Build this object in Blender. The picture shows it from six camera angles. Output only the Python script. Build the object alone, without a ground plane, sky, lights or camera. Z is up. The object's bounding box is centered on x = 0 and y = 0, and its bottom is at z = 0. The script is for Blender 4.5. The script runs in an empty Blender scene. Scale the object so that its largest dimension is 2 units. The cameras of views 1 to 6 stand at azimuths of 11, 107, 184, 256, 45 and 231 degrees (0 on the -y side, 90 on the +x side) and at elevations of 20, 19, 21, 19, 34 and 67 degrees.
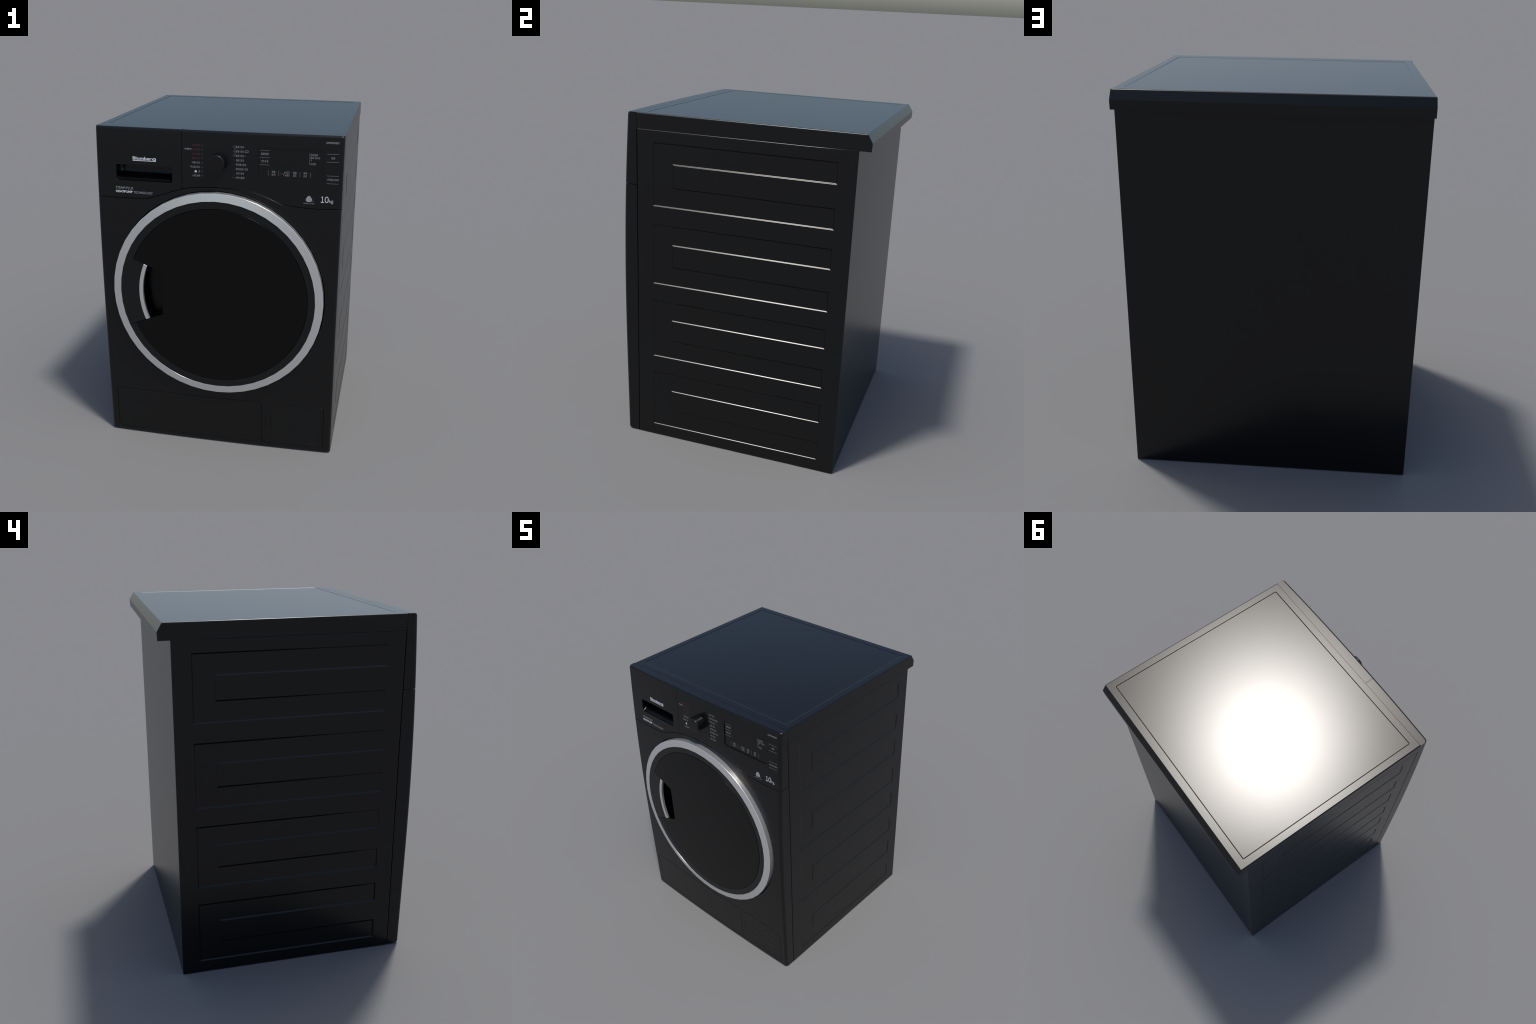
"""Black front-loading tumble dryer, built part by part from plates, lathes and lettering."""
import math
import bpy
import numpy as np
from mathutils import Vector
from mathutils.geometry import delaunay_2d_cdt

X, Y, Z = Vector((1, 0, 0)), Vector((0, 1, 0)), Vector((0, 0, 1))

# ------------------------------------------------------------------ sizes (metres)
BODY_X = 0.7190            # half width of the cabinet
LID_X = 0.7190             # half width of the lid
FRONT_X = 0.7185           # half width of the front
BACK_Y = 0.664             # rear wall
SEAM_Y = -0.5905           # joint between front and cabinet
LID_Z, LID_TOP = 1.911, 2.0
FRONT_BOTTOM = 0.004
SIDE_R, TOP_R, BOTTOM_R = 0.018, 0.012, 0.010
DOOR_X, DOOR_Z = 0.005, 1.018
GAP = 0.0034

# ------------------------------------------------------------------ materials
def material(name, color, rough, metallic=0.0, spec=0.5, grain=0.0, scale=60.0, bump=0.0):
    m = bpy.data.materials.new(name)
    m.use_nodes = True
    nt = m.node_tree
    b = nt.nodes["Principled BSDF"]
    b.inputs["Base Color"].default_value = (*color, 1)
    b.inputs["Roughness"].default_value = rough
    b.inputs["Metallic"].default_value = metallic
    b.inputs["Specular IOR Level"].default_value = spec
    if grain or bump:
        tc = nt.nodes.new("ShaderNodeTexCoord")
        n = nt.nodes.new("ShaderNodeTexNoise")
        n.inputs["Scale"].default_value = scale
        n.inputs["Detail"].default_value = 3
        nt.links.new(tc.outputs["Object"], n.inputs["Vector"])
        if grain:
            mr = nt.nodes.new("ShaderNodeMapRange")
            mr.inputs["To Min"].default_value = rough - grain
            mr.inputs["To Max"].default_value = rough + grain
            nt.links.new(n.outputs["Fac"], mr.inputs["Value"])
            nt.links.new(mr.outputs["Result"], b.inputs["Roughness"])
        if bump:
            bn = nt.nodes.new("ShaderNodeBump")
            bn.inputs["Strength"].default_value = bump
            bn.inputs["Distance"].default_value = 0.0004
            nt.links.new(n.outputs["Fac"], bn.inputs["Height"])
            nt.links.new(bn.outputs["Normal"], b.inputs["Normal"])
    return m

PAINT = material("black_paint", (0.0032, 0.0033, 0.0034), 0.262, spec=0.39, grain=0.006, scale=220)
PLASTIC = material("black_plastic", (0.0032, 0.0033, 0.0034), 0.262, spec=0.39, grain=0.006, scale=220)
GLASS = material("black_door_glass", (0.0008, 0.0008, 0.0008), 0.262, spec=0.26)
BEZEL = material("black_bezel_plastic", (0.0042, 0.0044, 0.0046), 0.262, spec=0.41)
DEEP = material("black_cavity", (0.002, 0.002, 0.002), 0.5, spec=0.2)
VENT = material("black_vent", (0.0022, 0.0022, 0.0023), 0.30, spec=0.30)  # plastic darkened for slot floors: dim reflection between slats put into the colour
CHROME = material("satin_chrome", (0.825, 0.825, 0.825), 0.22, metallic=0.84, grain=0.02, scale=300)
WHITE = material("white_print", (0.62, 0.63, 0.66), 0.5)
GREY = material("grey_print", (0.30, 0.305, 0.32), 0.5)
LINE = material("dim_print", (0.13, 0.133, 0.14), 0.5)
RED = material("red_print", (0.11, 0.016, 0.024), 0.5)
DISPLAY = material("black_display", (0.0032, 0.0033, 0.0034), 0.262, spec=0.39)

# ------------------------------------------------------------------ object helpers
def add(name, mesh, parent=None, mat=None):
    o = bpy.data.objects.new(name, mesh)
    bpy.context.collection.objects.link(o)
    if parent is not None:
        o.parent = parent
    if mat is not None:
        mesh.materials.append(mat)
    return o


class Builder:
    """Collects faces with a normal for every corner and welds them into one mesh."""

    def __init__(self):
        self.v, self.key, self.f, self.n = [], {}, [], []

    def vert(self, p):
        k = (round(p[0], 6), round(p[1], 6), round(p[2], 6))
        if k not in self.key:
            self.key[k] = len(self.v)
            self.v.append(tuple(p))
        return self.key[k]

    def face(self, pts, normals=None):
        idx = [self.vert(p) for p in pts]
        keep = [i for i in range(len(idx)) if idx[i] != idx[i - 1]]
        if len(keep) < 3 or len({idx[i] for i in keep}) < 3:
            return
        if normals is None:
            a = Vector((0, 0, 0))
            p = [Vector(pts[i]) for i in keep]
            for i in range(1, len(p) - 1):
                a += (p[i] - p[0]).cross(p[i + 1] - p[0])
            if a.length < 1e-12:
                return
            a.normalize()
            normals = [a] * len(pts)
        else:                           # wind the face to agree with its normals
            p = [Vector(pts[i]) for i in keep]
            a = sum(((p[i] - p[0]).cross(p[i + 1] - p[0]) for i in range(1, len(p) - 1)), Vector())
            if a.dot(sum((Vector(normals[i]) for i in keep), Vector())) < 0:
                keep = keep[::-1]
        self.f.append([idx[i] for i in keep])
        self.n.append([tuple(normals[i]) for i in keep])

    def make(self, name, parent=None, mat=None):
        me = bpy.data.meshes.new(name)
        seen, f, n = set(), [], []
        for a, b in zip(self.f, self.n):
            k = tuple(sorted(a))
            if k not in seen and len(set(a)) == len(a):
                seen.add(k)
                f.append(a)
                n.append(b)
        me.from_pydata(self.v, [], f)
        me.update()
        loops = [None] * len(me.loops)
        for poly, nn in zip(me.polygons, n):
            for li, q in zip(poly.loop_indices, nn):
                loops[li] = q
        me.polygons.foreach_set("use_smooth", [True] * len(me.polygons))
        me.normals_split_custom_set(loops)
        return add(name, me, parent, mat)


# ------------------------------------------------------------------ 2D helpers
def inside(loop, pts):
    """even-odd test of many points against one closed loop"""
    L = np.asarray(loop)
    x, y = pts[:, 0:1], pts[:, 1:2]
    x0, y0 = L[:, 0], L[:, 1]
    x1, y1 = np.roll(x0, -1), np.roll(y0, -1)
    cond = (y0 > y) != (y1 > y)
    with np.errstate(divide="ignore", invalid="ignore"):
        xi = (x1 - x0) * (y - y0) / (y1 - y0) + x0
    return (np.sum(cond & (x < xi), axis=1) % 2) == 1


def distance(loop, pts):
    L = np.asarray(loop)
    a, b = L[None], np.roll(L, -1, axis=0)[None]
    p = pts[:, None, :]
    ab = b - a
    t = np.clip(((p - a) * ab).sum(-1) / np.maximum((ab ** 2).sum(-1), 1e-14), 0, 1)
    return np.sqrt((((a + t[..., None] * ab) - p) ** 2).sum(-1)).min(1)


def ccw(loop):
    a = np.asarray(loop)
    s = np.sum(a[:, 0] * np.roll(a[:, 1], -1) - np.roll(a[:, 0], -1) * a[:, 1])
    return a if s > 0 else a[::-1].copy()


def miters(loop):
    """unit-offset vectors pointing to the left (inside of a counter-clockwise loop)"""
    a = np.asarray(loop)
    e = np.roll(a, -1, 0) - a
    e /= np.linalg.norm(e, axis=1)[:, None]
    n = np.stack([-e[:, 1], e[:, 0]], 1)
    n0 = np.roll(n, 1, 0)
    den = 1 + (n0 * n).sum(1)
    return (n0 + n) / np.maximum(den, 0.4)[:, None]


def densify(loop, step, marks_u=(), marks_v=()):
    out, n = [], len(loop)
    for i in range(n):
        a, b = np.array(loop[i], float), np.array(loop[(i + 1) % n], float)
        ts = set(np.linspace(0, 1, max(1, int(math.ceil(np.linalg.norm(b - a) / step))), endpoint=False))
        for ax, marks in ((0, marks_u), (1, marks_v)):
            if abs(b[ax] - a[ax]) > 1e-6:
                for q in marks:
                    t = (q - a[ax]) / (b[ax] - a[ax])
                    if 1e-4 < t < 1 - 1e-4:
                        ts.add(t)
        last = None
        for t in sorted(ts):
            if last is None or (t - last) * np.linalg.norm(b - a) > 4e-4:
                out.append(tuple(a + (b - a) * t))
                last = t
    return out


def rounded(points, radii, seg=5):
    """closed polygon with circular fillets"""
    out, n = [], len(points)
    if not hasattr(radii, "__len__"):
        radii = [radii] * n
    for i in range(n):
        p, a, b = (np.array(points[j % n], float) for j in (i, i - 1, i + 1))
        r = radii[i]
        if r <= 0:
            out.append(tuple(p))
            continue
        d0, d1 = (a - p) / np.linalg.norm(a - p), (b - p) / np.linalg.norm(b - p)
        half = math.acos(max(-1, min(1, float(d0 @ d1)))) / 2
        t = r / math.tan(half)
        c = p + (d0 + d1) / np.linalg.norm(d0 + d1) * r / math.sin(half)
        s0, s1 = p + d0 * t - c, p + d1 * t - c
        a0, a1 = math.atan2(s0[1], s0[0]), math.atan2(s1[1], s1[0])
        while a1 - a0 > math.pi:
            a1 -= 2 * math.pi
        while a1 - a0 < -math.pi:
            a1 += 2 * math.pi
        for k in range(seg + 1):
            q = a0 + (a1 - a0) * k / seg
            out.append((c[0] + r * math.cos(q), c[1] + r * math.sin(q)))
    return out


def rect(u0, v0, u1, v1):
    return [(u0, v0), (u1, v0), (u1, v1), (u0, v1)]


def arc(r, a0, a1, n, cx=DOOR_X, cz=DOOR_Z):
    return [(cx + r * math.cos(math.radians(a0 + (a1 - a0) * i / n)),
             cz + r * math.sin(math.radians(a0 + (a1 - a0) * i / n))) for i in range(n + 1)]


# edge profiles: rows of (offset into the material, depth, tilt of the normal)
def round_edge(r, depth, n=4, flat=1.0):
    rows = []
    for i in range(n + 1):
        t = math.pi / 2 * i / n
        rows.append((r * (1 - math.sin(t)), flat * r * (1 - math.cos(t)), t))
    rows.append((0, depth, math.pi / 2))
    return rows


def step_edge(width, depth, n=8, steep=1.0):
    """soft shallow step; steep exaggerates the tilt of its wall like a pressed crease"""
    rows = []
    for i in range(n + 1):
        t = i / n
        slope = steep * 6 * t * (1 - t) * depth / width
        rows.append((width * (0.5 - t), depth * (3 * t * t - 2 * t ** 3), math.atan(slope)))
    return rows


class Frame:
    """local plane: u right, v up, w into the object; w = surface(u, v) is the outer skin"""

    def __init__(self, origin, eu, ev, surface=None, limit=None):
        self.o, self.eu, self.ev, self.en = Vector(origin), eu, ev, eu.cross(ev)
        self.s = surface or (lambda u, v: 0.0)
        self.curved = surface is not None
        self.limit = limit or (lambda u, v: (u, v))

    def p(self, u, v, w=0.0):
        return self.o + self.eu * u + self.ev * v - self.en * (self.s(u, v) + w)

    def n(self, u, v):
        if not self.curved:
            return self.en.copy()
        u, v = self.limit(u, v)
        h = 2e-4
        gu = (self.s(u + h, v) - self.s(u - h, v)) / (2 * h)
        gv = (self.s(u, v + h) - self.s(u, v - h)) / (2 * h)
        return (self.en + self.eu * gu + self.ev * gv).normalized()


def fill(B, fr, outer, holes, w=0.0, grid=None):
    """triangulated skin of a region with holes"""
    pts = [tuple(p) for p in outer]
    edges = [(i, (i + 1) % len(pts)) for i in range(len(pts))]
    for h in holes:
        k = len(pts)
        pts += [tuple(p) for p in h]
        edges += [(k + i, k + (i + 1) % len(h)) for i in range(len(h))]
    if grid is not None:
        us, vs, mu, mv = grid
        g = np.array([(u, v) for u in us for v in vs])
        ok = inside(outer, g) & (distance(outer, g) > 0.0005)
        for h in holes:
            ok &= ~inside(h, g) & (distance(h, g) > 0.0005)
        num = np.full(len(g), -1)
        num[ok] = len(pts) + np.arange(ok.sum())
        pts += [tuple(p) for p in g[ok]]
        num = num.reshape(len(us), len(vs))
        pairs = [(num[i, j], num[i, j + 1]) for i, u in enumerate(us) if u in mu for j in range(len(vs) - 1)]
        pairs += [(num[i, j], num[i + 1, j]) for j, v in enumerate(vs) if v in mv for i in range(len(us) - 1)]
        pairs = [q for q in pairs if min(q) >= 0]
        if pairs:                       # keep rows and columns of the rounded edges as mesh edges
            mid = np.array([[(pts[a][k] + pts[b][k]) / 2 for k in (0, 1)] for a, b in pairs])
            free = np.ones(len(mid), bool)
            for l in [outer] + list(holes):
                free &= distance(l, mid) > 0.0004
            edges += [(int(a), int(b)) for (a, b), f in zip(pairs, free) if f]
    r = delaunay_2d_cdt([Vector(p) for p in pts], edges, [], 0, 1e-7)
    V, T = r[0], r[2]
    src = r[3]
    co = [pts[src[i][0]] if src[i] else tuple(V[i]) for i in range(len(V))]
    cen = np.array([[sum(co[i][0] for i in t) / 3, sum(co[i][1] for i in t) / 3] for t in T])
    ok = inside(outer, cen)
    for h in holes:
        ok &= ~inside(h, cen)
    P = [fr.p(u, v, w) for u, v in co]
    N = [fr.n(u, v) for u, v in co]
    for t, k in zip(T, ok):
        if k:
            (x0, y0), (x1, y1), (x2, y2) = (co[i] for i in t)
            t = list(t) if (x1 - x0) * (y2 - y0) - (x2 - x0) * (y1 - y0) > 0 else [t[0], t[2], t[1]]
            B.face([P[i] for i in t], [N[i] for i in t])


def rim(B, fr, loop, rows, hole=False, scale=None):
    """sweeps an edge profile along a loop, returns its inner and outer loop"""
    L = ccw(loop)
    m = miters(L) * (-1 if hole else 1)
    s = np.ones(len(L)) if scale is None else np.asarray(scale)
    o = -m / np.linalg.norm(m, axis=1)[:, None]
    e = np.roll(L, -1, 0) - L
    e /= np.linalg.norm(e, axis=1)[:, None]
    eo = np.stack([e[:, 1], -e[:, 0]], 1) * (-1 if hole else 1)      # outward normal of each edge
    n = len(L)
    sharp = [float(eo[i - 1] @ eo[i]) < 0.85 for i in range(n)]
    base = L + m * (rows[0][0] * s)[:, None]
    bn = [fr.n(*q) for q in base]
    rings = []
    for k, (off, dep, tilt) in enumerate(rows):
        last = k == len(rows) - 1 and tilt > 1.5
        q = L + m * (off * s)[:, None]
        pts = []
        for i in range(n):
            d = dep(*q[i]) if callable(dep) else (dep if last else dep * s[i])
            pts.append(fr.p(q[i][0], q[i][1], d))
        rings.append((pts, tilt, q))

    def normal(i, edge, tilt):
        d = eo[edge] if sharp[i] else o[i]
        return (bn[i] * math.cos(tilt) + (fr.eu * d[0] + fr.ev * d[1]) * math.sin(tilt)).normalized()

    for (p0, t0, _), (p1, t1, _) in zip(rings, rings[1:]):
        for i in range(n):
            j = (i + 1) % n
            a, b = [p0[i], p1[i], p1[j], p0[j]], [normal(i, i, t0), normal(i, i, t1), normal(j, i, t1), normal(j, i, t0)]
            if hole:
                a, b = a[::-1], b[::-1]
            B.face(a, b)
    return rings[0][2], rings[-1]


def plate(name, fr, outer, rows, holes=(), parent=None, mat=None, grid=None, scale=None, builder=None):
    """solid panel: holes are (loop, rows, floor) with floor=True closing a recess"""
    B = builder or Builder()
    outer = ccw(outer)
    front, end = rim(B, fr, outer, rows, scale=scale)
    cut = []
    for loop, hrows, floor in holes:
        a, b = rim(B, fr, loop, hrows, hole=True)
        cut.append(a)
        if floor:
            fill(B if floor is True else floor, fr, b[2], [], hrows[-1][1])
    fill(B, fr, front, cut, 0.0, grid)
    if builder is None:
        return B.make(name, parent, mat)
    return B


def block(name, lo, hi, parent, mat):
    B = Builder()
    c = [Vector((x, y, z)) for x in (lo[0], hi[0]) for y in (lo[1], hi[1]) for z in (lo[2], hi[2])]
    for q in ((0, 1, 3, 2), (4, 6, 7, 5), (0, 4, 5, 1), (2, 3, 7, 6), (0, 2, 6, 4), (1, 5, 7, 3)):
        B.face([c[i] for i in q])
    return B.make(name, parent, mat)


def lathe(name, profile, radii, center, seg, parent, mat, cap_last=False, arcs=4):
    """profile (r, y) turned about an axis along y; corners get fillets; material lies to the left"""
    pts = []
    n = len(profile)
    for i, (r, y) in enumerate(profile):
        p = np.array((r, y))
        if i in (0, n - 1) or radii[i] == 0:
            if 0 < i < n - 1:
                pts += [(p, "in"), (p, "out")]
            else:
                pts.append((p, "out" if i == 0 else "in"))
            continue
        a, b = np.array(profile[i - 1]), np.array(profile[i + 1])
        d0, d1 = (a - p) / np.linalg.norm(a - p), (b - p) / np.linalg.norm(b - p)
        half = math.acos(float(d0 @ d1)) / 2
        t = radii[i] / math.tan(half)
        for k in range(arcs + 1):
            f = k / arcs
            q = p + d0 * t * (1 - f) ** 2 + d1 * t * f ** 2
            pts.append((q, (i, f)))
    def seg_n(i):
        d = np.array(profile[i + 1]) - np.array(profile[i])
        d = d / np.linalg.norm(d)
        return np.array((d[1], -d[0])) * -1
    rows, si = [], 0
    for q, tag in pts:
        if tag == "out":
            k = [j for j in range(n - 1) if np.allclose(profile[j], q)][0]
            nn = seg_n(k)
        elif tag == "in":
            k = [j for j in range(1, n) if np.allclose(profile[j], q)][0]
            nn = seg_n(k - 1)
        else:
            i, f = tag
            nn = seg_n(i - 1) * (1 - f) + seg_n(i) * f
        rows.append((q, nn / np.linalg.norm(nn)))
    B = Builder()
    cx, cz = center
    def at(q, nn, k):
        a = 2 * math.pi * k / seg
        c, s = math.cos(a), math.sin(a)
        return Vector((cx + q[0] * c, q[1], cz + q[0] * s)), Vector((nn[0] * c, nn[1], nn[0] * s))
    for (q0, n0), (q1, n1) in zip(rows, rows[1:]):
        if np.allclose(q0, q1):
            continue
        for k in range(seg):
            a, b, c, d = at(q0, n0, k), at(q1, n1, k), at(q1, n1, k + 1), at(q0, n0, k + 1)
            B.face([x[0] for x in (a, d, c, b)], [x[1] for x in (a, d, c, b)])
    if cap_last:
        q, nn = rows[-1]
        ring = [at(q, nn, k)[0] for k in range(seg)]
        B.face(ring, [Vector((0, -1, 0))] * seg)
    return B.make(name, parent, mat)


# ------------------------------------------------------------------ the curved front skin
SKIN = np.polyfit([0, .2, .5, .78, .98, 1.17, 1.31, 1.59, 1.82, 2.0],
                  [.6645, .6685, .6735, .6778, .6793, .6785, .6755, .668, .6575, .6475], 4)
BOW = 0.013


def corner(d, r):
    """depth of a quarter-round edge, d measured from the start of the rounding"""
    return 0.0 if d <= 0 else r - math.sqrt(max(r * r - min(d, r) ** 2, 0.0))


def skin(x, z):
    y = np.polyval(SKIN, z) + BOW * (1 - (x / FRONT_X) ** 2)
    w = -float(y)
    w += corner(abs(x) - (FRONT_X - SIDE_R), SIDE_R)
    w += corner(z - (LID_TOP - TOP_R), TOP_R)
    w += corner(FRONT_BOTTOM + BOTTOM_R - z, BOTTOM_R)
    return w


def skin_limit(x, z):
    m = 6e-4
    return (max(-FRONT_X + m, min(FRONT_X - m, x)), max(FRONT_BOTTOM + m, min(LID_TOP - m, z)))


FRONT = Frame((0, 0, 0), X, Z, skin, skin_limit)
ANG = [math.sin(math.radians(a)) for a in (0, 18, 36, 54, 72, 84)]
U_MARKS = sorted([s * (FRONT_X - SIDE_R + SIDE_R * q) for s in (-1, 1) for q in ANG])
V_MARKS = sorted([LID_TOP - TOP_R + TOP_R * q for q in ANG] + [FRONT_BOTTOM + BOTTOM_R - BOTTOM_R * q for q in ANG])
GRID = (sorted(list(np.arange(-0.68, 0.681, 0.034)) + U_MARKS), sorted(list(np.arange(0.03, 1.98, 0.034)) + V_MARKS), set(U_MARKS), set(V_MARKS))


def front_depth(u, v):
    """depth below the skin at which walls of front parts end (flush with the cabinet joint)"""
    return SEAM_Y - 0.001 - skin(u, v)


def front_plate(name, outline, edge, parent, mat, holes=()):
    loop = ccw(densify(outline, 9.0, GRID[0], GRID[1]))
    on_rim = [abs(abs(u) - FRONT_X) < 1e-5 or abs(v - LID_TOP) < 1e-5 or abs(v - FRONT_BOTTOM) < 1e-5 for u, v in loop]
    scale = [0.12 if q else 1.0 for q in on_rim]
    rows = round_edge(edge, 0)
    rows[-1] = (0, front_depth, math.pi / 2)
    hs = [(densify(l, 0.025), r, f) for l, r, f in holes]
    return plate(name, FRONT, loop, rows, hs, parent, mat, GRID, scale)


# ------------------------------------------------------------------ root
root = bpy.data.objects.new("tumble_dryer", None)
bpy.context.collection.objects.link(root)
root["label"] = "black front-loading tumble dryer with chrome-ringed round door"
root["category"] = "tumble dryer"

# ------------------------------------------------------------------ cabinet
def c_recess(back_u, front_u, inner_u, zb):
    """C-shaped stamped recess: two arms of equal height joined by a spine"""
    h, arm = 0.3585, 0.1125
    return [(back_u, zb), (front_u, zb), (front_u, zb + arm), (inner_u, zb + arm),
            (inner_u, zb + h - arm), (front_u, zb + h - arm), (front_u, zb + h), (back_u, zb + h)]


STAMP = step_edge(0.0110, 0.0012, 8, 7.4)
ROWS_Z = [0.0740 + 0.4694 * i for i in range(4)]
SIDE_EDGE = round_edge(0.0055, 0.02, 6, 0.25)
SIDE_END = 0.652           # the rear wall wraps round the corner from here
for sign in (1, -1):
    fr = Frame((sign * BODY_X, 0, 0), Y * sign, Z)
    u0, u1 = sorted((sign * (SEAM_Y + 0.0025), sign * SIDE_END))
    loop = densify(rect(u0, 0.0, u1, LID_Z), 0.25)
    rear = sign * SIDE_END
    scale = [0.02 if abs(u - rear) < 1e-6 else 1.0 for u, v in ccw(loop)]
    if sign > 0:
        holes = [(c_recess(-0.4865, 0.5600, -0.3670, z), STAMP, True) for z in ROWS_Z]
    else:
        holes = [(c_recess(-0.5610, 0.4885, -0.4440, z), STAMP, True) for z in ROWS_Z]
    plate("side_panel", fr, loop, SIDE_EDGE, holes, root, PAINT, None, scale)

back = Frame((0, BACK_Y, 0), X * -1, Z)
plate("back_panel", back, rect(-BODY_X, 0.0, BODY_X, LID_Z), round_edge(0.0035, BACK_Y - SIDE_END), (), root, PAINT)
block("base_panel", (-0.700, -0.55, 0.002), (0.700, 0.655, 0.030), root, PAINT)
block("inner_frame", (-0.7135, -0.5935, 0.010), (0.7135, -0.560, 1.990), root, DEEP)

# ------------------------------------------------------------------ lid
def build_lid():
    B = Builder()
    top = Frame((0, 0, LID_TOP), X, Y)
    r, y0, y1 = 0.007, SEAM_Y + 0.0008, 0.7005
    yc, zc, yl = 0.7288, 1.9550, 0.7275
    hole, floor = rim(B, top, rounded(rect(-0.6690, -0.5455, 0.6690, 0.6555), 0.004, 3), step_edge(0.0070, 0.0008, 8, 5.0), hole=True)
    fill(B, top, floor[2], [], 0.0008)
    xs = LID_X - r
    fill(B, top, np.array(rect(-xs, y0, xs, y1)), [hole])
    arcp = [(xs + r * math.sin(t), LID_TOP - r + r * math.cos(t), t) for t in [math.pi / 2 * i / 5 for i in range(6)]]
    for s in (1, -1):
        flip = (lambda f: f) if s > 0 else (lambda f: f[::-1])
        for (xa, za, ta), (xb, zb, tb) in zip(arcp, arcp[1:]):
            na, nb = Vector((s * math.sin(ta), 0, math.cos(ta))), Vector((s * math.sin(tb), 0, math.cos(tb)))
            B.face(flip([(s * xa, y0, za), (s * xb, y0, zb), (s * xb, y1, zb), (s * xa, y1, za)]), flip([na, nb, nb, na]))
            B.face(flip([(s * xa, y1, za), (s * xb, y1, zb), (s * LID_X, yc, zc)]))
        z1 = LID_TOP - r
        B.face(flip([(s * LID_X, y0, LID_Z), (s * LID_X, y1, LID_Z), (s * LID_X, y1, z1), (s * LID_X, y0, z1)]))
        B.face(flip([(s * LID_X, y1, LID_Z), (s * LID_X, yl, LID_Z), (s * LID_X, yc, zc), (s * LID_X, y1, z1)]))
    nc = Vector((0, LID_TOP - zc, yc - y1)).normalized()
    ye, ze = y1 + 0.0034, LID_TOP - 0.0044
    xe = xs + r * 0.08
    B.face([(-xs, y1, LID_TOP), (xs, y1, LID_TOP), (xe, ye, ze), (-xe, ye, ze)], [Z, Z, nc, nc])
    B.face([(-xe, ye, ze), (xe, ye, ze), (LID_X, yc, zc), (-LID_X, yc, zc)])
    for s in (1, -1):
        B.face([(s * xs, y1, LID_TOP), (s * LID_X, yc, zc), (s * xe, ye, ze)][::s])
    B.face([(-LID_X, yc, zc), (LID_X, yc, zc), (LID_X, yl, LID_Z), (-LID_X, yl, LID_Z)])
    B.face([(-LID_X, yl, LID_Z), (LID_X, yl, LID_Z), (LID_X, y0, LID_Z), (-LID_X, y0, LID_Z)])
    prof = [(-LID_X, LID_Z), (LID_X, LID_Z)] + [(x, z) for x, z, _ in arcp[::-1]] + [(-x, z) for x, z, _ in arcp]
    B.face([(x, y0, z) for x, z in prof])
    return B.make("lid", root, PAINT)


build_lid()

# ------------------------------------------------------------------ front parts: seam lines
def curve(points, step=0.012):
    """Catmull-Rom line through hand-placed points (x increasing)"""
    p = [np.array(q) for q in points]
    p = [2 * p[0] - p[1]] + p + [2 * p[-1] - p[-2]]
    out = []
    for a, b, c, d in zip(p, p[1:], p[2:], p[3:]):
        n = max(2, int(np.linalg.norm(c - b) / step))
        for t in np.linspace(0, 1, n, endpoint=False):
            out.append(tuple(0.5 * ((2 * b) + (c - a) * t + (2 * a - 5 * b + 4 * c - d) * t * t + (3 * b - a - 3 * c + d) * t ** 3)))
    out.append(tuple(p[-2]))
    return out


SEAM = (curve([(-FRONT_X, 1.5905), (-.63, 1.5875), (-.5567, 1.587), (-.4497, 1.5905), (-.402, 1.5945)])
        + curve([(-.388, 1.598), (-.326, 1.6190), (-.204, 1.6605), (-.1356, 1.6725), (-.05, 1.6800), (.033, 1.6812),
                 (.11, 1.6785), (.20, 1.6690), (.25, 1.6565), (.30, 1.6400), (.3557, 1.6160), (.378, 1.6048)])
        + curve([(.395, 1.6005), (.4177, 1.5985), (.4914, 1.5930), (.5707, 1.5890), (.6464, 1.5900), (FRONT_X, 1.5915)]))
SPLIT = -0.1985


def shifted(line, d):
    return [(x, z + d) for x, z in line]


def seam_at(x):
    for (a, za), (b, zb) in zip(SEAM, SEAM[1:]):
        if a <= x <= b:
            return za + (zb - za) * (x - a) / (b - a)


EDGE = 0.0014
up = shifted(SEAM, GAP / 2)
xr, xl = SPLIT + 0.0010, SPLIT - 0.0010
right_seam = [(xr, seam_at(xr) + GAP / 2)] + [q for q in up if q[0] > xr + 0.002]
left_seam = [q for q in up if q[0] < xl - 0.002] + [(xl, seam_at(xl) + GAP / 2)]

# control panel, with the display window let into it
DISPLAY_RECT = rounded(rect(0.2460, 1.7462, 0.6080, 1.9215), 0.006, 4)
control = front_plate("control_panel", right_seam + [(FRONT_X, LID_TOP), (xr, LID_TOP)], EDGE, root, PLASTIC,
                      [(DISPLAY_RECT, round_edge(0.0012, 0.012), False)])
disp = Builder()
fill(disp, FRONT, ccw(densify(DISPLAY_RECT, 0.03)), [], 0.0055, GRID)
disp.make("display_window", control, DISPLAY)

# drawer front with its grip pocket
POCKET = (-0.5965, 1.6925, -0.2575, 1.7840)
pocket_loop = rounded(rect(*POCKET), [0.011, 0.011, 0.004, 0.004], 5)
drawer = front_plate("drawer_front", left_seam + [(xl, LID_TOP), (-FRONT_X, LID_TOP)], EDGE, root, PLASTIC,
                     [(pocket_loop, round_edge(0.0025, 0.006), False)])


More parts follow.
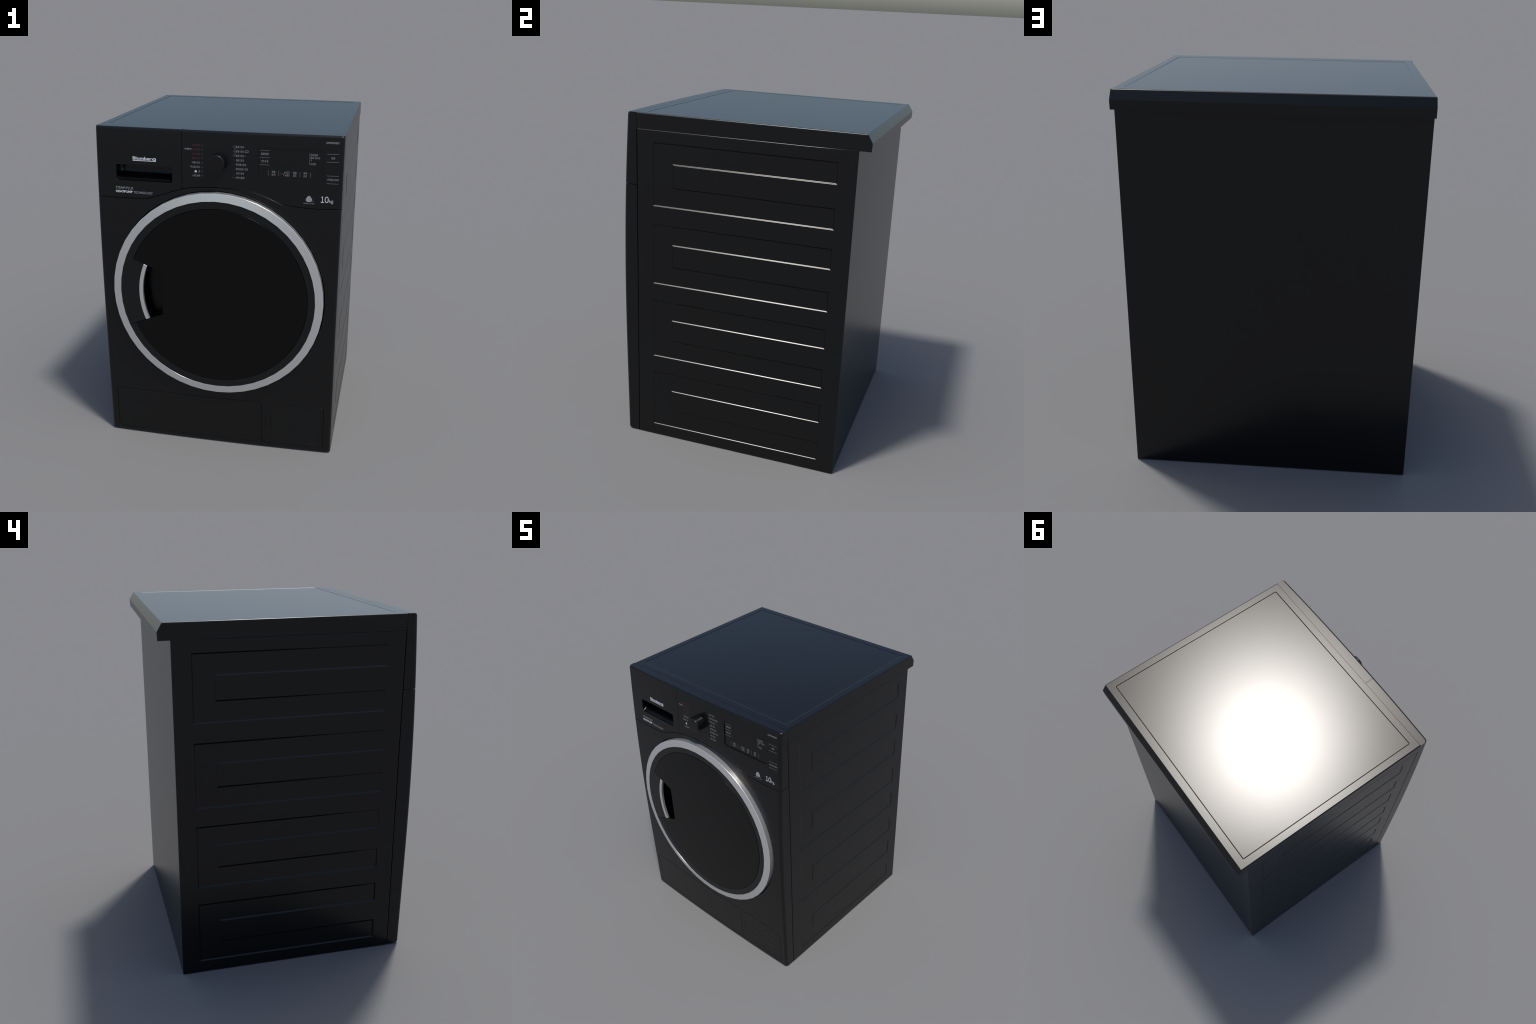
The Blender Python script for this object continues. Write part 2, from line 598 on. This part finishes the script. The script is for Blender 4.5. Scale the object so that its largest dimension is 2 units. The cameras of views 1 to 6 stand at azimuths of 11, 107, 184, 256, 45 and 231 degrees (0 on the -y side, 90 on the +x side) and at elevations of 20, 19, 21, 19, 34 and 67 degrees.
def grip_pocket():
    """walls of the pocket: side walls round off at the back, the floor sweeps up into the rear wall"""
    B = Builder()
    u0, v0, u1, v1 = POCKET
    depth, rf, rs = 0.072, 0.012, 0.012
    loops = []
    for i in range(17):
        d = 0.006 + (depth - 0.006) * (i / 16) ** 0.8
        def lift(r):
            e = d - (depth - r)
            return 0 if e <= 0 else r - math.sqrt(max(r * r - e * e, 0))
        f, s = lift(rf) + 0.036 * d / depth, lift(rs)
        loops.append((d, ccw(rounded(rect(u0 + s, v0 + f, u1 - s, v1 - min(s, 0.006)), [0.011, 0.011, 0.004, 0.004], 5))))
    pts = [[FRONT.p(u, v, d) for u, v in l] for d, l in loops]
    n = len(pts[0])
    nor = []
    for a in range(len(pts)):
        row = []
        for i in range(n):
            du = pts[a][(i + 1) % n] - pts[a][i - 1]
            dw = pts[min(a + 1, 16)][i] - pts[max(a - 1, 0)][i]
            q = dw.cross(du)
            row.append(q.normalized() if q.length > 1e-12 else Vector((0, -1, 0)))
        nor.append(row)
    c = sum(pts[8], Vector()) / n
    for row, ps in zip(nor, pts):
        for i in range(n):
            if row[i].dot(c - ps[i]) < 0:
                row[i] = -row[i]
    for a in range(16):
        for i in range(n):
            j = (i + 1) % n
            B.face([pts[a][i], pts[a][j], pts[a + 1][j], pts[a + 1][i]][::-1],
                   [nor[a][i], nor[a][j], nor[a + 1][j], nor[a + 1][i]][::-1])
    B.face(pts[16], [Vector((0, -1, 0))] * n)
    return B.make("grip_pocket", drawer, PLASTIC)


grip_pocket()

# lower front panel: round opening for the door, rectangular opening for the kick strip
HOLE_R = 0.6440
KICK = (-0.6685, 0.0315, 0.6685, 0.3190)
kick_hole = rounded(rect(KICK[0] - .0010, KICK[1] - .0010, KICK[2] + .0010, KICK[3] + .0010), 0.016, 6)
door_hole = arc(HOLE_R, 0, 360 - 360 / 144, 143)
rim_in = round_edge(0.0022, 0.05)
front_panel = front_plate("front_panel", shifted(SEAM, -GAP / 2)[::-1] + [(-FRONT_X, FRONT_BOTTOM), (FRONT_X, FRONT_BOTTOM)], EDGE, root, PLASTIC,
                          [(door_hole, rim_in, False), (kick_hole, round_edge(0.0018, 0.02), False)])

# kick strip and filter flap
FLAP_X = 0.2822
kick_edge = 0.0018
front_plate("kick_strip", rounded(rect(KICK[0] + .0006, KICK[1] + .0006, FLAP_X - .0008, KICK[3] - .0006), [.0145, 0, 0, .0145], 6), kick_edge, root, PLASTIC)


def slots():
    """diagonal ventilation slots clipped to a rectangle"""
    u0, v0, u1, v1 = 0.3985, 0.0530, 0.6430, 0.2970
    pitch, half = 0.0222, 0.0058
    out = []
    c = v0 - u1 + pitch * 0.8
    while c < v1 - u0 - pitch * 0.5:
        ua, ub = max(u0, v0 - c), min(u1, v1 - c)          # where the centre line enters and leaves
        low = [(ua, ua + c - half), (ua, ua + c + half)] if ua == u0 else [(v0 - c + half, v0), (v0 - c - half, v0)]
        top = [(ub, ub + c + half), (ub, ub + c - half)] if ub == u1 else [(v1 - c - half, v1), (v1 - c + half, v1)]
        out.append(low + top)
        c += pitch
    return out


latch_rect = rounded(rect(0.3060, 0.1390, 0.3415, 0.2110), 0.003, 3)
grille = Builder()
flap = front_plate("filter_flap", rounded(rect(FLAP_X + .0008, KICK[1] + .0006, KICK[2] - .0006, KICK[3] - .0006), [0, .0145, .0145, 0], 6), kick_edge, root, PLASTIC,
                   [(s, step_edge(0.0046, 0.0016, 5), grille) for s in slots()] + [(latch_rect, round_edge(0.0012, 0.010), False)])
grille.make("vent_grille", flap, VENT)["kind"] = "stuff"
lat = Builder()
lat_loop = ccw(densify(rounded(rect(0.3068, 0.1398, 0.3407, 0.2102), 0.003, 3), 0.02))
plate("", FRONT, lat_loop, round_edge(0.0012, 0.010), (), builder=lat)
lat.make("latch_button", flap, PLASTIC)

# ------------------------------------------------------------------ door
DISC_Y, BEZEL_Y = -0.7185, -0.7172
DISC_R, RING_IN, RING_OUT = 0.5460, 0.5925, 0.6385
HALF = 22.3                # half angle of the handle sector
CHORD = -0.3275            # straight inner edge of the grip recess
a0, a1 = 180 - HALF, 180 + HALF


def polar(r, a):
    return (DOOR_X + r * math.cos(math.radians(a)), DOOR_Z + r * math.sin(math.radians(a)))


g = 0.0011                 # half joint
def turn(r):
    return math.degrees(g / r)


chord_r = (CHORD - DOOR_X) / math.cos(math.radians(a0))
disc_loop = arc(DISC_R - g, a1 + turn(DISC_R), 360 + a0 - turn(DISC_R), 150) + [polar(chord_r, a0 - turn(chord_r)), polar(chord_r, a1 + turn(chord_r))]
disc_frame = Frame((0, DISC_Y, 0), X, Z)
bezel_frame = Frame((0, BEZEL_Y, 0), X, Z)
door = plate("door", disc_frame, disc_loop, round_edge(0.0016, 0.03, 4), (), root, GLASS)
b_in, b_out = DISC_R + g, RING_IN + 0.001
bezel_loop = arc(b_out, a1 + turn(b_out), 360 + a0 - turn(b_out), 160) + arc(b_in, 360 + a0 - turn(b_in), a1 + turn(b_in), 150)
plate("door_bezel", bezel_frame, bezel_loop, round_edge(0.0014, 0.03, 4), (), door, BEZEL)
STRIP_IN, STRIP_OUT = 0.4530, 0.4765
hp = arc(b_out, a0 + turn(b_out), a1 - turn(b_out), 24) + arc(STRIP_OUT + .0004, a1 - turn(STRIP_OUT), a0 + turn(STRIP_OUT), 20)
plate("handle_plate", bezel_frame, hp, round_edge(0.0012, 0.03, 4), (), door, BEZEL)
sp = arc(STRIP_OUT - .0004, a0 + turn(STRIP_OUT), a1 - turn(STRIP_OUT), 20) + arc(STRIP_IN, a1 - turn(STRIP_IN), a0 + turn(STRIP_IN), 20)
plate("handle_strip", Frame((0, DISC_Y - 0.0012, 0), X, Z), sp, round_edge(0.0014, 0.018, 3), (), door, CHROME)
pk = Builder()
pk_loop = ccw(arc(0.575, a0, a1, 20) + [(CHORD, polar(chord_r, a1)[1]), (CHORD, polar(chord_r, a0)[1])])
_, end = rim(pk, disc_frame, pk_loop, [(0, 0.012, math.pi / 2 - 1e-3), (0, 0.084, math.pi / 2 - 1e-3)], hole=True)
fill(pk, disc_frame, end[2], [], 0.084)
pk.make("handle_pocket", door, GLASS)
lathe("door_ring", [(RING_IN - 0.0012, -0.690), (RING_IN - 0.0012, -0.7198), (RING_OUT, -0.7120), (RING_OUT, -0.600)],
      [0, 0.0008, 0.0030, 0], (DOOR_X, DOOR_Z), 48, door, CHROME)

# ------------------------------------------------------------------ knob
KNOB = (0.0140, 1.8290)
lathe("program_knob", [(0.0535, -0.640), (0.0500, -0.7287), (0.0001, -0.7287)], [0, 0.0075, 0], KNOB, 64, control, PLASTIC, True, 5)

# ------------------------------------------------------------------ lettering and marks
def on_skin(me, x, z, lift, depth=0.0):
    for v in me.vertices:
        u, w, h = x + v.co.x, z + v.co.y, v.co.z
        v.co = FRONT.p(u, w, depth - lift - h)


def text(body, box, parent, mat, name="printed_label", bold=0.0, fit=True, depth=0.0):
    """a word fitted into box (x0, z0, x1, z1) on the front skin"""
    c = bpy.data.curves.new(name, "FONT")
    c.body = body
    c.offset = bold
    c.resolution_u = 3
    tmp = bpy.data.objects.new(name, c)
    bpy.context.collection.objects.link(tmp)
    bpy.context.view_layer.update()
    me = bpy.data.meshes.new_from_object(tmp.evaluated_get(bpy.context.evaluated_depsgraph_get()))
    bpy.data.objects.remove(tmp)
    bpy.data.curves.remove(c)
    me.name = name
    co = np.array([v.co[:] for v in me.vertices])
    lo, hi = co.min(0), co.max(0)
    sx = (box[2] - box[0]) / (hi[0] - lo[0])
    sz = (box[3] - box[1]) / (hi[1] - lo[1])
    for v in me.vertices:
        v.co = ((v.co.x - lo[0]) * sx, (v.co.y - lo[1]) * sz, 0)
    on_skin(me, box[0], box[1], 0.0005, depth)
    me.materials.clear()
    return add(name, me, parent, mat)


def mark(name, loop, parent, mat, holes=(), depth=0.0, lift=0.0005):
    B = Builder()
    fill(B, FRONT, ccw(loop), [ccw(h) for h in holes], depth - lift)
    return B.make(name, parent, mat)


def bar(x0, z0, x1, z1, parent=None, mat=None, depth=0.0):
    return mark("printed_line", rect(x0, z0, x1, z1), parent or control, mat or LINE, depth=depth)


H = 0.0122                 # height of the small lettering
# drawer
text("Blomber", (-0.4930, 1.8166, -0.3764, 1.8352), drawer, WHITE, "logo_lettering", 0.026)
text("q", (-0.3752, 1.8100, -0.3525, 1.8302), drawer, WHITE, "logo_lettering", 0.026)
bar(-0.4930, 1.8100, -0.3545, 1.8142, drawer, WHITE)
text("STEAM PLUS", (-0.6022, 1.6400, -0.4955, 1.6550), drawer, GREY)
text("HEATPUMP", (-0.6028, 1.6185, -0.5000, 1.6325), drawer, WHITE, bold=0.03)
text("TECHNOLOGY", (-0.4930, 1.6172, -0.3762, 1.6312), drawer, GREY)

# programmes left of the knob
LEFT_Z = [1.9185 - 0.02475 * i for i in range(8)]
left = [("스팀 표준", -0.1388, RED), ("스팀 건조", -0.1373, RED), ("스팀 케어", -0.1381, RED), ("섬세 건조", -0.1369, RED),
        ("이불 건조", -0.1378, GREY), ("저소음 모드", -0.1481, GREY), ("울", -0.0995, GREY), ("스팀 탈취", -0.1367, GREY)]
for (word, x0, mat), z in zip(left, LEFT_Z):
    text(word, (x0, z - H / 2, -0.0912, z + H / 2), control, mat, "program_label")
text("미세먼지", (-0.1805, LEFT_Z[1] - 0.0048, -0.1415, LEFT_Z[1] + 0.0062), control, GREY, "program_label", 0.01)
RIGHT_Z = [1.9182 - 0.02475 * i for i in range(8)]
right = [("표준 건조", 0.1609), ("표준 건조", 0.1615), ("표준 건조", 0.1620), ("살균 건조", 0.1632), ("면직물 건조", 0.1750),
         ("합성섬유 건조", 0.1873), ("시간 건조", 0.1642), ("에어 탈취", 0.1658)]
for k, ((word, x1), z) in enumerate(zip(right, RIGHT_Z)):
    text(word, (0.1158 + 0.0002 * k, z - H / 2, x1, z + H / 2), control, GREY, "program_label")
for zs, x in ((LEFT_Z, -0.0787), (RIGHT_Z, 0.1015)):
    for i, z in enumerate(zs):
        if x < 0 or i in (0, 1, 2, 7):
            mark("indicator_dot", [(x + 0.0024 * math.cos(a), z + 0.0024 * math.sin(a)) for a in np.linspace(0, 2 * math.pi, 12, endpoint=False)], control, LINE)
bar(0.1100, 1.8628, 0.1122, 1.9262)
bar(0.1640, RIGHT_Z[0] - 0.0008, 0.1672, RIGHT_Z[0] + 0.0008)
bar(0.1668, RIGHT_Z[2] - 0.0010, 0.1722, RIGHT_Z[2] + 0.0010)
bar(0.1685, RIGHT_Z[2] - 0.0028, 0.1705, RIGHT_Z[2] + 0.0028)
mark("tub_symbol", rounded(rect(0.1672, 1.8876, 0.1872, 1.9000), 0.0035, 4), control, GREY,
     [rounded(rect(0.1688, 1.8892, 0.1856, 1.8984), 0.0022, 4)])


def rounded_triangle(cx, cz, r):
    pts = [(cx + r * math.cos(math.radians(a)), cz + r * math.sin(math.radians(a))) for a in (-30, 90, 210)]
    return rounded(pts, r * 0.36, 7)


def wool_symbol(cx, cz, r, mat):
    leaf = [[(cx + r * q * math.cos(math.radians(a + 70 * q)), cz + r * q * math.sin(math.radians(a + 70 * q))) for q in (0.12, 0.3, 0.5, 0.66)]
            for a in (50, 170, 290)]
    holes = []
    for l in leaf:
        a = np.array(l)
        d = np.gradient(a, axis=0)
        nrm = np.stack([-d[:, 1], d[:, 0]], 1) / np.linalg.norm(d, axis=1)[:, None] * r * 0.014
        holes.append([tuple(q) for q in np.concatenate([a + nrm, (a - nrm)[::-1]])])
    mark("wool_symbol", rounded_triangle(cx, cz, r), control, mat, holes)


wool_symbol(-0.1162, 1.7690, 0.0118, WHITE)
wool_symbol(0.5346, 1.6440, 0.0300, GREY)
mark("indicator_dot", [(0.5577 + 0.002 * math.cos(a), 1.6325 + 0.002 * math.sin(a)) for a in np.linspace(0, 6.28, 10, endpoint=False)], control, GREY)
text("APPAREL CARE", (0.5036, 1.6170, 0.5650, 1.6226), control, GREY)
text("１", (0.6010, 1.6283, 0.6190, 1.6632), control, WHITE, "capacity_lettering", 0.008)
text("０", (0.6225, 1.6280, 0.6442, 1.6640), control, WHITE, "capacity_lettering", 0.008)
text("ｋ", (0.6465, 1.6295, 0.6575, 1.6482), control, WHITE, "capacity_lettering")
text("ｇ", (0.6585, 1.6228, 0.6702, 1.6420), control, WHITE, "capacity_lettering")
text("DHPS9442BG7", (0.6181, 1.9563, 0.6893, 1.9672), control, GREY)

# display
D = 0.0055
for z in (1.9052, 1.8650, 1.8245):
    bar(0.2500, z - 0.0011, 0.3060, z + 0.0011, depth=D)
text("음량설정", (0.2575, 1.8795, 0.3000, 1.8920), control, GREY, depth=D)
text("건조수준", (0.2582, 1.8385, 0.2998, 1.8510), control, GREY, depth=D)
for x in (0.3011, 0.3598, 0.4187, 0.4787, 0.5379):
    bar(x - 0.0009, 1.7645, x + 0.0009, 1.7942, depth=D)
for x, a, b in ((0.3302, "주름", "방지"), (0.4048, "시간", "설정"), (0.4500, "맞춤", "모드"), (0.5080, "예약", "건조")):
    text(a, (x - 0.0100, 1.7812, x + 0.0100, 1.7932), control, GREY, depth=D)
    text(b, (x - 0.0100, 1.7655, x + 0.0100, 1.7775), control, GREY, depth=D)
text("급속", (0.3660, 1.7735, 0.3825, 1.7860), control, RED, depth=D)
mark("printed_line", [(0.3845, 1.7700), (0.3862, 1.7700), (0.3945, 1.7900), (0.3928, 1.7900)], control, GREY, depth=D)
bar(0.5289, 1.8350, 0.5307, 1.9012, depth=D)
text("건조완료", (0.5335, 1.8850, 0.5735, 1.8965), control, GREY, depth=D)
text("완료 전시간", (0.5335, 1.8690, 0.5860, 1.8805), control, GREY, depth=D)
mark("arrow_symbol", [(0.5376, 1.8552), (0.5388, 1.8552), (0.5388, 1.8618), (0.5408, 1.8618), (0.5382, 1.8662), (0.5356, 1.8618), (0.5376, 1.8618)], control, GREY, depth=D)
text("건조중", (0.5345, 1.8350, 0.5642, 1.8468), control, GREY, depth=D)
for z in (1.9004, 1.8568, 1.7804, 1.7371):
    x0 = 0.6247 + (1.9004 - z) * 0.022
    bar(x0, z - 0.0012, x0 + 0.0660, z + 0.0012)
text("전원", (0.6479, 1.8728, 0.6686, 1.8850), control, GREY)
text("시작/일시정지", (0.6291, 1.7532, 0.6937, 1.7652), control, GREY)
